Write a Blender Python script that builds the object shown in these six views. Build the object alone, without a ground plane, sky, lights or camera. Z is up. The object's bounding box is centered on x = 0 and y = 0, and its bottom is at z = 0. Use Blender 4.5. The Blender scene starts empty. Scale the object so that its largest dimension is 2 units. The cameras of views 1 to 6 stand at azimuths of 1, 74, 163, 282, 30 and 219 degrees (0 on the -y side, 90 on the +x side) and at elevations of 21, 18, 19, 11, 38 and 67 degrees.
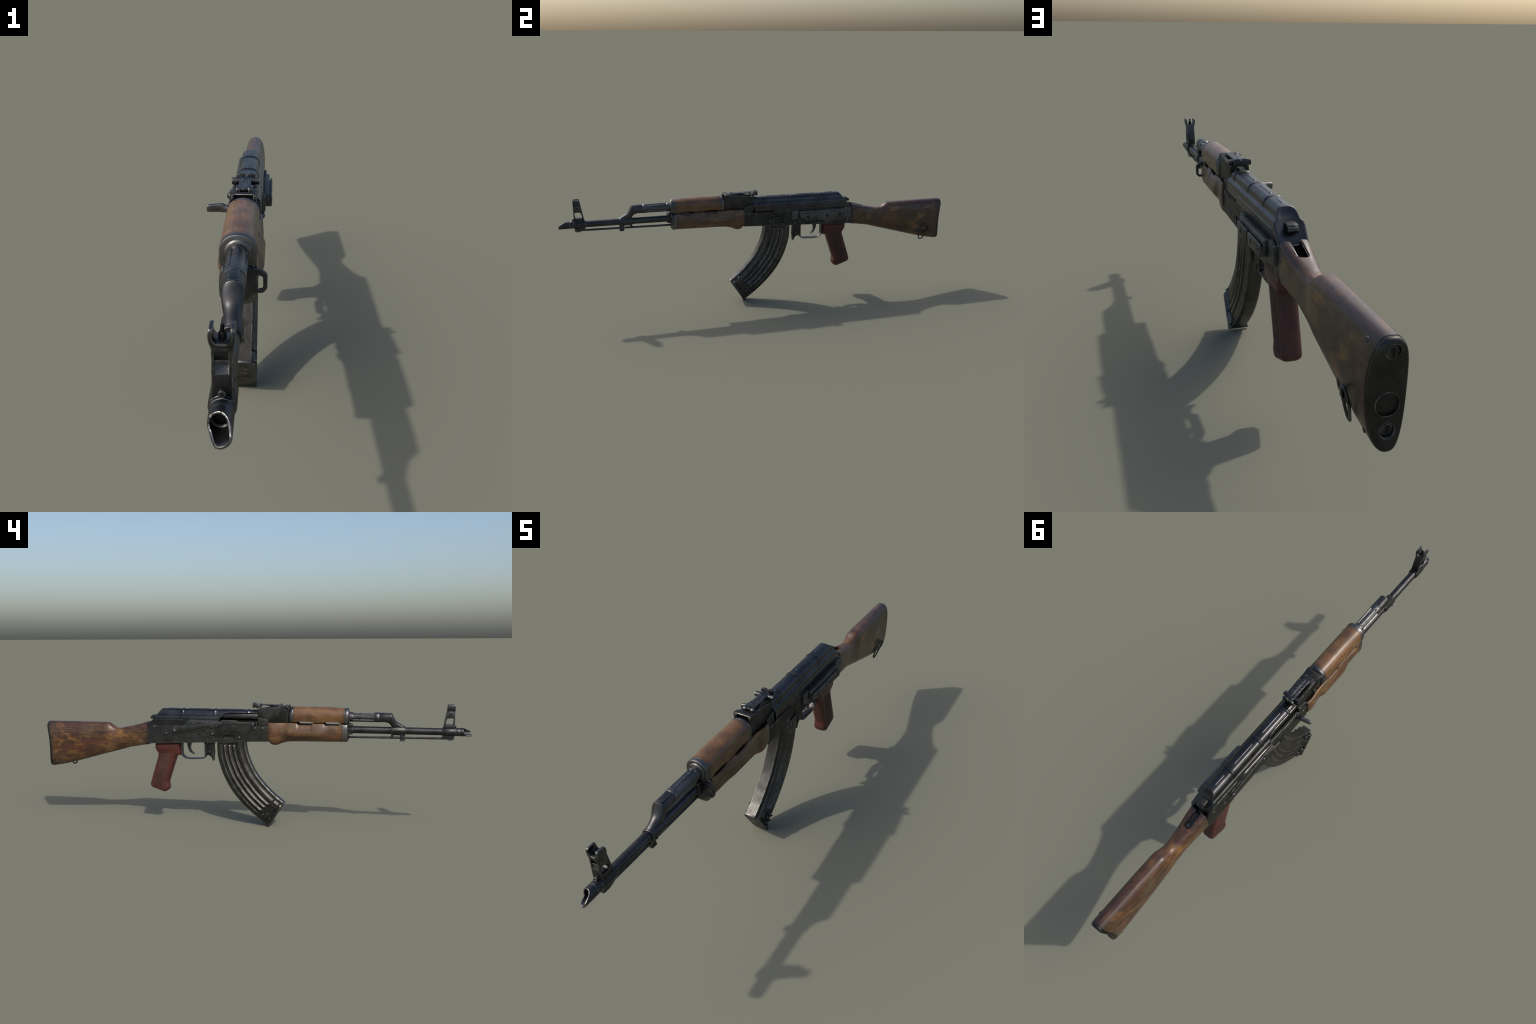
import bpy, bmesh, math, random
from mathutils import Vector, Matrix
random.seed(7)
X0 = 0.0165                      # mid-plane of the rifle; muzzle points to -y
pi, sin, cos = math.pi, math.sin, math.cos
SC = bpy.context.scene

# ------------------------------------------------------------------ materials
def new_mat(name):
    m = bpy.data.materials.new(name); m.use_nodes = True
    nt = m.node_tree; nt.nodes.clear()
    out = nt.nodes.new('ShaderNodeOutputMaterial')
    b = nt.nodes.new('ShaderNodeBsdfPrincipled')
    nt.links.new(b.outputs[0], out.inputs[0])
    return m, nt, b

class N:
    """small helper to wire nodes"""
    def __init__(s, nt): s.nt = nt
    def put(s, sock, v):
        if hasattr(v, 'is_output'): s.nt.links.new(v, sock)
        else: sock.default_value = v
    def coord(s, scale=(1, 1, 1), rot=(0, 0, 0), loc=(0, 0, 0)):
        t = s.nt.nodes.new('ShaderNodeTexCoord'); m = s.nt.nodes.new('ShaderNodeMapping')
        s.nt.links.new(t.outputs['Object'], m.inputs[0])
        m.inputs['Scale'].default_value = scale; m.inputs['Rotation'].default_value = rot
        m.inputs['Location'].default_value = loc
        return m.outputs[0]
    def noise(s, vec, scale=5, detail=4, rough=.55, dist=0):
        n = s.nt.nodes.new('ShaderNodeTexNoise'); s.nt.links.new(vec, n.inputs['Vector'])
        n.inputs['Scale'].default_value = scale; n.inputs['Detail'].default_value = detail
        n.inputs['Roughness'].default_value = rough; n.inputs['Distortion'].default_value = dist
        return n.outputs['Fac']
    def voronoi(s, vec, scale, feat='F1'):
        n = s.nt.nodes.new('ShaderNodeTexVoronoi'); n.feature = feat
        s.nt.links.new(vec, n.inputs['Vector']); n.inputs['Scale'].default_value = scale
        return n.outputs['Distance']
    def wave(s, vec, scale, dist, detail=3, dscale=1.0, direction='Z'):
        n = s.nt.nodes.new('ShaderNodeTexWave'); n.bands_direction = direction
        s.nt.links.new(vec, n.inputs['Vector'])
        n.inputs['Scale'].default_value = scale; n.inputs['Distortion'].default_value = dist
        n.inputs['Detail'].default_value = detail; n.inputs['Detail Scale'].default_value = dscale
        return n.outputs['Fac']
    def ramp(s, fac, stops):
        n = s.nt.nodes.new('ShaderNodeValToRGB'); s.nt.links.new(fac, n.inputs[0])
        e = n.color_ramp.elements
        while len(e) < len(stops): e.new(.5)
        for el, (p, c) in zip(e, stops):
            el.position = p
            el.color = (c, c, c, 1) if isinstance(c, (int, float)) else (*c, 1)
        return n.outputs[0]
    def mix(s, fac, a, b, mode='MIX'):
        n = s.nt.nodes.new('ShaderNodeMix'); n.data_type = 'RGBA'; n.blend_type = mode
        s.put(n.inputs[0], fac)
        s.put(n.inputs[6], (*a, 1) if isinstance(a, tuple) and len(a) == 3 else a)
        s.put(n.inputs[7], (*b, 1) if isinstance(b, tuple) and len(b) == 3 else b)
        return n.outputs[2]
    def math(s, op, a, b=0.0, clamp=False):
        n = s.nt.nodes.new('ShaderNodeMath'); n.operation = op; n.use_clamp = clamp
        s.put(n.inputs[0], a); s.put(n.inputs[1], b)
        return n.outputs[0]
    def edge(s, radius):
        """1 on convex/sharp edges, 0 on flats (bevel normal against true normal)"""
        bv = s.nt.nodes.new('ShaderNodeBevel'); bv.samples = 6; bv.inputs[0].default_value = radius
        g = s.nt.nodes.new('ShaderNodeNewGeometry')
        d = s.nt.nodes.new('ShaderNodeVectorMath'); d.operation = 'DOT_PRODUCT'
        s.nt.links.new(bv.outputs[0], d.inputs[0]); s.nt.links.new(g.outputs['Normal'], d.inputs[1])
        return s.math('SUBTRACT', 1.0, d.outputs['Value'], True)
    def axis(s, k):
        t = s.nt.nodes.new('ShaderNodeTexCoord'); p = s.nt.nodes.new('ShaderNodeSeparateXYZ')
        s.nt.links.new(t.outputs['Object'], p.inputs[0]); return p.outputs[k]
    def bump(s, bsdf, h, strength, dist=.001):
        n = s.nt.nodes.new('ShaderNodeBump'); n.inputs['Strength'].default_value = strength
        n.inputs['Distance'].default_value = dist; s.nt.links.new(h, n.inputs['Height'])
        s.nt.links.new(n.outputs[0], bsdf.inputs['Normal'])

def steel(name, base, worn, rough=.42, metallic=1.0, wear=.5, bump=.15, speck=.5, relief=0.0, scratch=.35):
    m, nt, b = new_mat(name); k = N(nt)
    v = k.coord()
    big = k.noise(v, 14, 5, .6)
    fine = k.noise(v, 160, 3, .65)
    col = k.mix(k.ramp(big, [(.35, 0.0), (.68, 1.0)]), tuple(c * .66 for c in base), tuple(c * 1.3 for c in base))
    # speckled scuffs, fine scratches and worn edges
    sp = k.ramp(k.noise(v, 60, 6, .75), [(.62, 0.0), (.72, 1.0)])
    patch = k.ramp(k.noise(v, 9, 2, .5), [(.46, 0.0), (.66, 1.0)])
    scr = k.ramp(k.voronoi(k.coord(scale=(1, .55, 1), rot=(.6, .3, .2)), 34, 'DISTANCE_TO_EDGE'), [(.0, 1.0), (.022, 0.0)])
    scr = k.math('MULTIPLY', scr, k.ramp(k.noise(v, 26, 3, .6), [(.56, 0.0), (.66, 1.0)]))
    en = k.ramp(k.noise(v, 55, 6, .75), [(.40, 0.0), (.60, 1.0)])
    e = k.math('MULTIPLY', k.ramp(k.edge(.0034), [(.004, 0.0), (.05, 1.0)]), en)
    w = k.math('ADD', k.math('MULTIPLY', e, wear), k.math('MULTIPLY', k.math('MULTIPLY', sp, patch), speck), True)
    w = k.math('ADD', w, k.math('MULTIPLY', scr, scratch), True)
    if relief:
        g = nt.nodes.new('ShaderNodeNewGeometry')
        hi = k.ramp(g.outputs['Pointiness'], [(.502, 0.0), (.534, .8)])
        sx = nt.nodes.new('ShaderNodeSeparateXYZ'); nt.links.new(g.outputs['Normal'], sx.inputs[0])
        side = k.ramp(k.math('ABSOLUTE', sx.outputs[0]), [(.45, 0.0), (.75, 1.0)]) if name.startswith('mag') else 1.0
        w = k.math('ADD', w, k.math('MULTIPLY', k.math('MULTIPLY', k.math('MULTIPLY', hi, en), relief), side), True)
    col = k.mix(w, col, worn)
    nt.links.new(col, b.inputs['Base Color'])
    b.inputs['Metallic'].default_value = metallic
    r = k.math('ADD', rough - .11, k.math('MULTIPLY', k.noise(v, 40, 5, .7), .22), True)
    nt.links.new(r, b.inputs['Roughness'])
    k.bump(b, fine, bump, .0006)
    return m

def wood(name, dark, mid, light, red, olive, rough=.42, top=None, figure=.8, grain=1.0, seed=0.0, patchy=1.0, ends=None):
    m, nt, b = new_mat(name); k = N(nt)
    L = (seed, seed * .7, -seed)
    soft = k.noise(k.coord(scale=(7, 3.0, 7), loc=L), 2.6, 4, .62, .5)
    fib = k.noise(k.coord(scale=(150, 7, 150), loc=L), 2.6, 5, .7)
    fib2 = k.noise(k.coord(scale=(60, 4, 60), loc=L), 2.2, 4, .65, .3)
    col = k.ramp(soft, [(.30, dark), (.46, mid), (.60, mid), (.70, dark)])
    # arrow-shaped figure where the growth rings run out at the surface
    zz = k.math('ADD', k.math('SUBTRACT', k.axis(2), .365), k.math('MULTIPLY', k.math('SUBTRACT', soft, .5), .16))
    t = k.math('SUBTRACT', k.axis(1), k.math('MULTIPLY', k.math('ABSOLUTE', zz), 1.35))
    cv = nt.nodes.new('ShaderNodeCombineXYZ'); nt.links.new(k.math('MULTIPLY', t, 1.0), cv.inputs[1])
    nt.links.new(k.math('MULTIPLY', zz, .35), cv.inputs[2])
    fig = k.noise(cv.outputs[0], 19, 3, .55)
    lightm = k.math('MULTIPLY', k.ramp(fig, [(.43, 0.0), (.64, 1.0)]), k.ramp(k.noise(k.coord(scale=(9, 4, 9), loc=(seed + 2, 1, 3)), 2.4, 5, .65), [(.36, 0.0), (.62, 1.0)]))
    col = k.mix(k.math('MULTIPLY', lightm, figure), col, light)
    om = k.ramp(k.noise(k.coord(scale=(11, 5, 11), loc=(seed, 5, 2)), 2.2, 5, .65), [(.56, 0.0), (.68, .65 * patchy)])
    col = k.mix(om, col, olive)
    rm = k.ramp(k.noise(k.coord(scale=(14, 2.6, 14), loc=(3, seed, 7)), 2.6, 4, .6), [(.52, 0.0), (.66, .75 * patchy)])
    col = k.mix(rm, col, red)
    if top:
        z0, z1, tc, amt = top            # darkened, handled comb of the stock
        zt = k.math('ADD', k.axis(2), k.math('MULTIPLY', soft, .06))
        f = k.math('DIVIDE', k.math('SUBTRACT', zt, z0 + .03), z1 - z0, True)
        col = k.mix(k.math('MULTIPLY', f, amt), col, tc)
    # fibres: dark and pale hair lines
    col = k.mix(k.ramp(fib, [(.40, .55 * grain), (.55, 0.0)]), col, tuple(c * .5 for c in dark))
    col = k.mix(k.ramp(fib2, [(.55, 0.0), (.72, .35 * grain)]), col, light)
    pore = k.ramp(k.noise(k.coord(scale=(320, 16, 320)), 2.5, 3, .7), [(.58, 0.0), (.72, .6 * grain)])
    col = k.mix(pore, col, tuple(c * .4 for c in dark))
    if ends:
        for y_, w_ in ends:
            d_ = k.math('ABSOLUTE', k.math('SUBTRACT', k.axis(1), y_))
            d_ = k.math('DIVIDE', k.math('ADD', d_, k.math('MULTIPLY', k.math('SUBTRACT', soft, .5), w_ * 1.6)), w_)
            col = k.mix(k.ramp(d_, [(.15, .75), (1.0, 0.0)]), col, tuple(c * .7 for c in dark))
    grime = k.ramp(k.noise(k.coord(scale=(4, 4, 4), loc=(1, seed, 4)), 3.4, 5, .65), [(.50, 0.0), (.68, .55)])
    col = k.mix(grime, col, tuple(c * .55 for c in dark))
    nt.links.new(col, b.inputs['Base Color'])
    r = k.math('ADD', rough - .08, k.math('MULTIPLY', k.noise(k.coord(scale=(30, 8, 30)), 2, 4, .6), .2))
    nt.links.new(r, b.inputs['Roughness'])
    b.inputs['Coat Weight'].default_value = .22; b.inputs['Coat Roughness'].default_value = .3
    k.bump(b, fib, .15, .0006)
    return m

def bakelite(name, a, c, tex=False):
    m, nt, b = new_mat(name); k = N(nt); v = k.coord()
    col = k.mix(k.ramp(k.noise(v, 22, 5, .6), [(.35, 0.0), (.65, 1.0)]), a, c)
    col = k.mix(k.ramp(k.noise(v, 90, 4, .7), [(.6, 0.0), (.75, .5)]), col, tuple(x * .6 for x in a))
    nt.links.new(col, b.inputs['Base Color'])
    b.inputs['Roughness'].default_value = .75 if tex else .50
    b.inputs['Specular IOR Level'].default_value = .35 if tex else .5
    if tex:
        k.bump(b, k.voronoi(v, 420), .9, .0016)
    else:
        k.bump(b, k.noise(v, 120, 3, .6), .08, .0006)
    return m

M = {}
M['receiver'] = steel('parkerized_receiver_steel', (.058, .058, .053), (.34, .33, .30), .52, 1.0, .75, .25, .28, 0, .4)
M['cover'] = steel('blued_cover_steel', (.072, .072, .074), (.50, .48, .45), .35, 1.0, .55, .12, .12, 0, .12)
M['barrel'] = steel('blued_barrel_steel', (.070, .070, .073), (.42, .40, .38), .44, 1.0, .75, .18, .28, 0, .2)
M['gas'] = steel('worn_gas_tube_steel', (.105, .104, .105), (.38, .36, .34), .42, 1.0, .6, .2, .5, .15)
M['bright'] = steel('bare_worn_steel', (.160, .155, .150), (.48, .46, .43), .36, 1.0, .6, .15, .6)
M['mag'] = steel('magazine_steel', (.072, .070, .065), (.44, .42, .39), .42, 1.0, .6, .25, .40, .6, .25)
M['magbar'] = steel('magazine_rib_steel', (.100, .098, .092), (.42, .40, .38), .40, 1.0, .4, .25, .40, 0, .1)
M['rail'] = steel('scuffed_rail_steel', (.115, .117, .111), (.32, .315, .30), .55, 1.0, .6, .35, .8)
M['rolled'] = steel('rolled_edge_steel', (.120, .119, .118), (.50, .48, .45), .36, 1.0, .5, .1, .5)
M['selector'] = steel('selector_steel', (.080, .080, .076), (.36, .35, .33), .48, 1.0, .9, .3, .7)
M['rivet'] = steel('rivet_steel', (.105, .105, .104), (.40, .39, .37), .36, 1.0, .3, .1, .3)
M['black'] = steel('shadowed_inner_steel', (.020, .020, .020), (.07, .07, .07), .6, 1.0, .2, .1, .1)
M['ferrule'] = steel('ferrule_steel', (.130, .128, .126), (.42, .40, .38), .42, 1.0, .8, .2, .7)
M['plate'] = steel('butt_plate_steel', (.052, .052, .049), (.34, .33, .31), .48, 1.0, .8, .2, .2, 0, .15)
M['stock'] = wood('oiled_stock_wood', (.028, .016, .0105), (.068, .032, .015), (.270, .126, .031), (.090, .023, .015), (.115, .084, .042),
                  .40, (.440, .470, (.050, .018, .015), .62), 1.0, 1.0, 0.0, 1.15, [(.985, .030), (.472, .022)])
M['upper'] = wood('upper_handguard_wood', (.080, .038, .019), (.155, .072, .026), (.260, .132, .043), (.125, .050, .024), (.155, .096, .043),
                  .40, None, .85, .7, 4.0, .7, [(-.222, .016), (-.453, .016)])
M['lower'] = wood('lower_handguard_wood', (.050, .026, .014), (.108, .051, .020), (.265, .130, .035), (.085, .029, .018), (.125, .085, .036),
                  .43, None, 1.0, .85, 9.0, .9, [(-.105, .016), (-.449, .018)])
M['grip'] = bakelite('red_brown_bakelite', (.055, .0130, .0092), (.082, .0180, .0122))
M['grip_panel'] = bakelite('stippled_bakelite', (.050, .0205, .0150), (.078, .030, .0215), True)
def flat_paint(name, c):
    m, nt, b = new_mat(name); k = N(nt)
    nt.links.new(k.mix(k.noise(k.coord(), 300, 2, .5), tuple(x * .6 for x in c), c), b.inputs['Base Color'])
    b.inputs['Roughness'].default_value = .6
    return m
M['ink'] = flat_paint('worn_white_numbers', (.20, .20, .19))

# ------------------------------------------------------------------ building helpers
ROOT = bpy.data.objects.new('assault_rifle', None)
SC.collection.objects.link(ROOT)
ROOT.location = (X0, 0, 0)
ROOT['label'] = 'worn military rifle with wooden furniture and curved magazine'
ROOT['category'] = 'rifle'

def to_obj(name, bm, mat, parent=ROOT):
    me = bpy.data.meshes.new(name); bm.normal_update(); bm.to_mesh(me); bm.free()
    o = bpy.data.objects.new(name, me); SC.collection.objects.link(o)
    if mat: me.materials.append(M[mat])
    if parent: o.parent = parent
    return o

def finish(o, bevel=0, seg=2, cuts=(), inter=(), angle=38, limit=30):
    """booleans, bevel, then bake modifiers into the mesh and set smooth shading"""
    for c in cuts:
        md = o.modifiers.new('cut', 'BOOLEAN'); md.object = c; md.operation = 'DIFFERENCE'; md.solver = 'EXACT'
    for c in inter:
        md = o.modifiers.new('common', 'BOOLEAN'); md.object = c; md.operation = 'INTERSECT'; md.solver = 'EXACT'
    if bevel:
        md = o.modifiers.new('bevel', 'BEVEL'); md.width = bevel; md.segments = seg
        md.limit_method = 'ANGLE'; md.angle_limit = math.radians(limit); md.use_clamp_overlap = True
    if o.modifiers:
        bpy.context.view_layer.update()
        dg = bpy.context.evaluated_depsgraph_get()
        me = bpy.data.meshes.new_from_object(o.evaluated_get(dg))
        o.modifiers.clear(); old = o.data; me.name = old.name; o.data = me; bpy.data.meshes.remove(old)
    for c in list(cuts) + list(inter):
        if c.name in bpy.data.objects and c.get('tool'):
            bpy.data.objects.remove(c)
    o.data.polygons.foreach_set('use_smooth', [True] * len(o.data.polygons))
    o.data.set_sharp_from_angle(angle=math.radians(angle))
    return o

def fillet(pts, r, n=4, closed=True):
    """round the corners of a polygon; r is one radius or a list"""
    out = []; L = len(pts)
    for i, p in enumerate(pts):
        rad = r[i] if isinstance(r, (list, tuple)) else r
        if rad <= 0 or (not closed and i in (0, L - 1)):
            out.append(tuple(p)); continue
        p = Vector(p); a = Vector(pts[i - 1]) - p; b = Vector(pts[(i + 1) % L]) - p
        la, lb = a.length, b.length
        if la < 1e-9 or lb < 1e-9: out.append(tuple(p)); continue
        ang = a.angle(b)
        if ang > 3.05: out.append(tuple(p)); continue
        t = min(rad / math.tan(ang / 2), .49 * la, .49 * lb)
        s, e = p + a / la * t, p + b / lb * t
        for j in range(n + 1):
            u = j / n
            q = s * (1 - u) ** 2 + p * 2 * u * (1 - u) + e * u * u
            out.append(tuple(q))
    return out

def prism_bm(poly, lo, hi, axis='x'):
    """extrude polygon along axis: x -> poly is (y,z); y -> (x,z); z -> (x,y)"""
    bm = bmesh.new()
    def P(a, b, c):
        return {'x': (c, a, b), 'y': (a, c, b), 'z': (a, b, c)}[axis]
    A = [bm.verts.new(P(p[0], p[1], lo)) for p in poly]
    B = [bm.verts.new(P(p[0], p[1], hi)) for p in poly]
    bm.faces.new(A); bm.faces.new(B[::-1])
    n = len(poly)
    for i in range(n):
        bm.faces.new((A[i], B[i], B[(i + 1) % n], A[(i + 1) % n]))
    bmesh.ops.recalc_face_normals(bm, faces=bm.faces)
    return bm

def prism(name, poly, lo, hi, mat, parent=ROOT, axis='x', bevel=.0012, seg=2, cuts=(), inter=(), angle=38):
    return finish(to_obj(name, prism_bm(poly, lo, hi, axis), mat, parent), bevel, seg, cuts, inter, angle)

def tool(bm):
    o = to_obj('cutter', bm, None, ROOT); o['tool'] = 1; return o

def box_bm(x0, x1, y0, y1, z0, z1):
    return prism_bm([(y0, z0), (y1, z0), (y1, z1), (y0, z1)], x0, x1)

def box(name, x0, x1, y0, y1, z0, z1, mat, parent=ROOT, **k):
    return finish(to_obj(name, box_bm(x0, x1, y0, y1, z0, z1), mat, parent), k.get('bevel', .0012), k.get('seg', 2), k.get('cuts', ()))

def loft_bm(rings, cap=True, loop=False):
    bm = bmesh.new()
    V = [[bm.verts.new(p) for p in r] for r in rings]
    n = len(rings[0])
    pairs = list(zip(V, V[1:])) + ([(V[-1], V[0])] if loop else [])
    for a, b in pairs:
        for i in range(n):
            bm.faces.new((a[i], a[(i + 1) % n], b[(i + 1) % n], b[i]))
    if cap and not loop:
        bm.faces.new(V[0][::-1]); bm.faces.new(V[-1])
    bmesh.ops.recalc_face_normals(bm, faces=bm.faces)
    return bm

def revolve_bm(prof, axis='y', c=(0, 0), seg=32, cap=True):
    """prof: list of (position along axis, radius)"""
    rings = []
    for t, r in prof:
        ring = []
        for i in range(seg):
            a = 2 * pi * i / seg; u, w = r * cos(a), r * sin(a)
            if axis == 'y': ring.append((c[0] + u, t, c[1] + w))
            elif axis == 'x': ring.append((t, c[0] + u, c[1] + w))
            else: ring.append((c[0] + u, c[1] + w, t))
        rings.append(ring)
    return loft_bm(rings, cap)

def revolve(name, prof, mat, parent=ROOT, axis='y', c=(0, 0), seg=32, bevel=0, cap=True, cuts=(), angle=38):
    return finish(to_obj(name, revolve_bm(prof, axis, c, seg, cap), mat, parent), bevel, 2, cuts, (), angle)

def wire(name, pts, r, mat, parent=ROOT, closed=True, seg=10, flat=1.0):
    P = [Vector(p) for p in pts]; n = len(P); rings = []
    up = Vector((1, 0, 0))
    for i in range(n):
        a = P[i - 1] if (closed or i > 0) else P[i]
        b = P[(i + 1) % n] if (closed or i < n - 1) else P[i]
        t = (b - a).normalized()
        s = t.cross(up)
        s = s.normalized() if s.length > 1e-6 else Vector((0, 0, 1))
        u = s.cross(t).normalized()
        rings.append([tuple(P[i] + s * r * cos(2 * pi * j / seg) + u * r * flat * sin(2 * pi * j / seg)) for j in range(seg)])
    return finish(to_obj(name, loft_bm(rings, not closed, closed), mat, parent))

def spline(pts, n):
    """Catmull-Rom through points (any dimension), n samples"""
    P = [Vector(p) for p in pts]; out = []; m = len(P) - 1
    for k in range(n):
        f = k / (n - 1) * m; i = min(int(f), m - 1); u = f - i
        p0 = P[i - 1] if i > 0 else P[0] * 2 - P[1]
        p3 = P[i + 2] if i + 2 <= m else P[m] * 2 - P[m - 1]
        p1, p2 = P[i], P[i + 1]
        out.append(.5 * ((2 * p1) + (p2 - p0) * u + (2 * p0 - 5 * p1 + 4 * p2 - p3) * u * u + (3 * p1 - p0 - 3 * p2 + p3) * u ** 3))
    return out

def lerp_table(tab, x):
    if x <= tab[0][0]: return tab[0][1]
    for (a, va), (b, vb) in zip(tab, tab[1:]):
        if x <= b:
            u = (x - a) / (b - a); return va + (vb - va) * u
    return tab[-1][1]

def smooth_table(tab, x):
    """monotone-ish smooth interpolation"""
    n = len(tab)
    if x <= tab[0][0]: return tab[0][1]
    if x >= tab[-1][0]: return tab[-1][1]
    for i in range(n - 1):
        a, va = tab[i]; b, vb = tab[i + 1]
        if x <= b:
            def slope(j):
                if j <= 0 or j >= n - 1: return 0.0 if n > 2 else (vb - va) / (b - a)
                d0 = (tab[j][1] - tab[j - 1][1]) / (tab[j][0] - tab[j - 1][0])
                d1 = (tab[j + 1][1] - tab[j][1]) / (tab[j + 1][0] - tab[j][0])
                return 0.0 if d0 * d1 <= 0 else 2 * d0 * d1 / (d0 + d1)
            h = b - a; u = (x - a) / h; ma, mb = slope(i), slope(i + 1)
            if i == 0: ma = (vb - va) / h
            if i == n - 2: mb = (vb - va) / h
            return (va * (2 * u ** 3 - 3 * u * u + 1) + ma * h * (u ** 3 - 2 * u * u + u)
                    + vb * (-2 * u ** 3 + 3 * u * u) + mb * h * (u ** 3 - u * u))
    return tab[-1][1]

def bump01(x, a, b, w):
    """1 between a and b with soft edges of width w"""
    def s(t): t = max(0, min(1, t)); return t * t * (3 - 2 * t)
    return s((x - a) / w) * s((b - x) / w)

_share = {}
def copy_at(name, key, builder, mat, loc, parent, rot=None, scale=(1, 1, 1)):
    if key not in _share:
        o = finish(to_obj(name, builder(), mat, None), 0)
        _share[key] = o
    else:
        o = bpy.data.objects.new(name, _share[key].data); SC.collection.objects.link(o)
    o.parent = parent; o.location = loc; o.scale = scale
    if rot: o.rotation_euler = rot
    return o

def rivet_bm(r=.0065, h=.0032):
    prof = [(0 - .002, r)] + [(h * sin(a), r * cos(a)) for a in [i * pi / 2 / 5 for i in range(5)]] + [(h, r * .05)]
    return revolve_bm(prof, 'x', (0, 0), 16)
def rivet(side, y, z, x, parent, r=.0065, h=.0032, mat='rivet', name='rivet'):
    return copy_at(name, ('rivet', round(r, 5), round(h, 5), mat), lambda: rivet_bm(r, h), mat, (side * x, y, z), parent,
                   (0, 0, 0 if side > 0 else pi))

def screw_bm(r, h):
    bm = revolve_bm([(-.002, r), (h * .6, r), (h, r * .86)], 'x', (0, 0), 24)
    return bm
def slotted_screw(name, loc, direction, r, h, ang, parent, mat='rail'):
    """cheese-head screw along +x or -x or +y, slot drawn as a thin black bar across the head"""
    key = ('screw', round(r, 5), round(h, 5), mat)
    if key not in _share:
        o = to_obj(name, screw_bm(r, h), mat, None)
        finish(o, 0); _share[key] = o
    else:
        o = bpy.data.objects.new(name, _share[key].data); SC.collection.objects.link(o)
    o.parent = parent; o.location = loc
    k2 = ('slot', round(r, 5), round(h, 5))
    if k2 not in _share:
        q = to_obj('screw_black_bar', box_bm(h * .3, h + .0003, -r * .13, r * .13, -r * .86, r * .86), 'black', None); finish(q, 0); _share[k2] = q
    else:
        q = bpy.data.objects.new('screw_black_bar', _share[k2].data); SC.collection.objects.link(q)
    q.parent = parent; q.location = loc
    base = {'+x': Matrix.Identity(3), '-x': Matrix.Rotation(pi, 3, 'Z'), '+y': Matrix.Rotation(pi / 2, 3, 'Z'), '+z': Matrix.Rotation(-pi / 2, 3, 'Y')}[direction]
    o.rotation_euler = (base @ Matrix.Rotation(ang, 3, 'X')).to_euler(); q.rotation_euler = o.rotation_euler
    return o

def join_into(o, others):
    """merge meshes of others into o (same frame)"""
    bm = bmesh.new(); bm.from_mesh(o.data)
    for q in others:
        t = bmesh.new(); t.from_mesh(q.data); t.transform(q.matrix_basis)
        tmp = bpy.data.meshes.new('tmp'); t.to_mesh(tmp); t.free(); bm.from_mesh(tmp); bpy.data.meshes.remove(tmp)
        bpy.data.objects.remove(q)
    bm.to_mesh(o.data); bm.free(); return o

def rot_box(name, c, size, mat, parent, rx=0, bevel=.0008):
    bm = box_bm(-size[0] / 2, size[0] / 2, -size[1] / 2, size[1] / 2, -size[2] / 2, size[2] / 2)
    bm.transform(Matrix.Translation(c) @ Matrix.Rotation(rx, 4, 'X'))
    return finish(to_obj(name, bm, mat, parent), bevel)

# ------------------------------------------------------------------ receiver
RW = .0395
recv_poly = [(.4722, .3785), (-.1072, .4025), (-.1072, .4705), (.4705, .4655)]
def dimple_tool(side):
    p = fillet([(.1005, .4055), (.0475, .4055), (.0455, .4255), (.0560, .4305), (.0930, .4305), (.1025, .4240)], .008, 4)
    a, b = sorted((side * (RW - .0100), side * (RW + .03)))
    t_ = tool(prism_bm(p, a, b)); finish(t_, .0075, 4); return t_
cuts = [dimple_tool(1), dimple_tool(-1)]
hole_disc_list = []
for side in (1, -1):                     # flat black discs drawing the dark inside of small drilled holes
    for (y, z, r) in [(.0905, .4476, .0045), (.0605, .4467, .0045)] + ([(.2165, .4302, .0045), (.193, .4465, .004), (.1885, .405, .004)] if side < 0 else []):
        hole_disc_list.append((side, y, z, r))
receiver = prism('receiver', recv_poly, -RW, RW, 'receiver', bevel=.003, seg=3, cuts=cuts)
for (y, z) in [(.4374, .4570), (.3803, .4270), (.0281, .4160), (-.0460, .4605), (-.0834, .4610)]:
    rivet(-1, y, z, RW, receiver, .0076, .0036)
for side, y, z, r in hole_disc_list:
    rivet(side, y, z - (.002 if side < 0 else 0), RW, receiver, r, .0004, 'black', 'receiver_dark_disc')
rivet(-1, .1547, .4305, RW, receiver, .0088, .0065)
rivet(-1, .1640, .4150, RW, receiver, .0060, .0040, 'receiver')
rivet(-1, .2842, .3975, RW, receiver, .005, .002, 'receiver')
for (y, z) in [(.0281, .4195), (-.0445, .4635), (-.0832, .4645)]:
    rivet(1, y, z, RW, receiver, .0076, .0036)
for (y, z) in [(.1605, .4035), (.1850, .4120), (.2845, .3965)]:
    rivet(1, y, z, RW + .002, receiver, .0092, .0062, 'rail')
# front trunnion cheeks showing above the receiver walls
for side in (1, -1):
    a, b = sorted((side * .020, side * .0372))
    tr = prism('trunnion_cheek', fillet([(-.0605, .4655), (-.0605, .5105), (-.0700, .5105), (-.1055, .5010), (-.1055, .4655)], [0, .002, .002, .004, 0]), a, b, 'receiver', receiver)
    c = tool(revolve_bm(sorted([(side * .0345, .0072), (side * .045, .0072)]), 'x', (-.0835, .4900), 18))
    finish(tr, 0, cuts=[c])
    rivet(side, -.0835, .4900, .0345, receiver, .0058, .0015, 'receiver', 'trunnion_pin')
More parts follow.
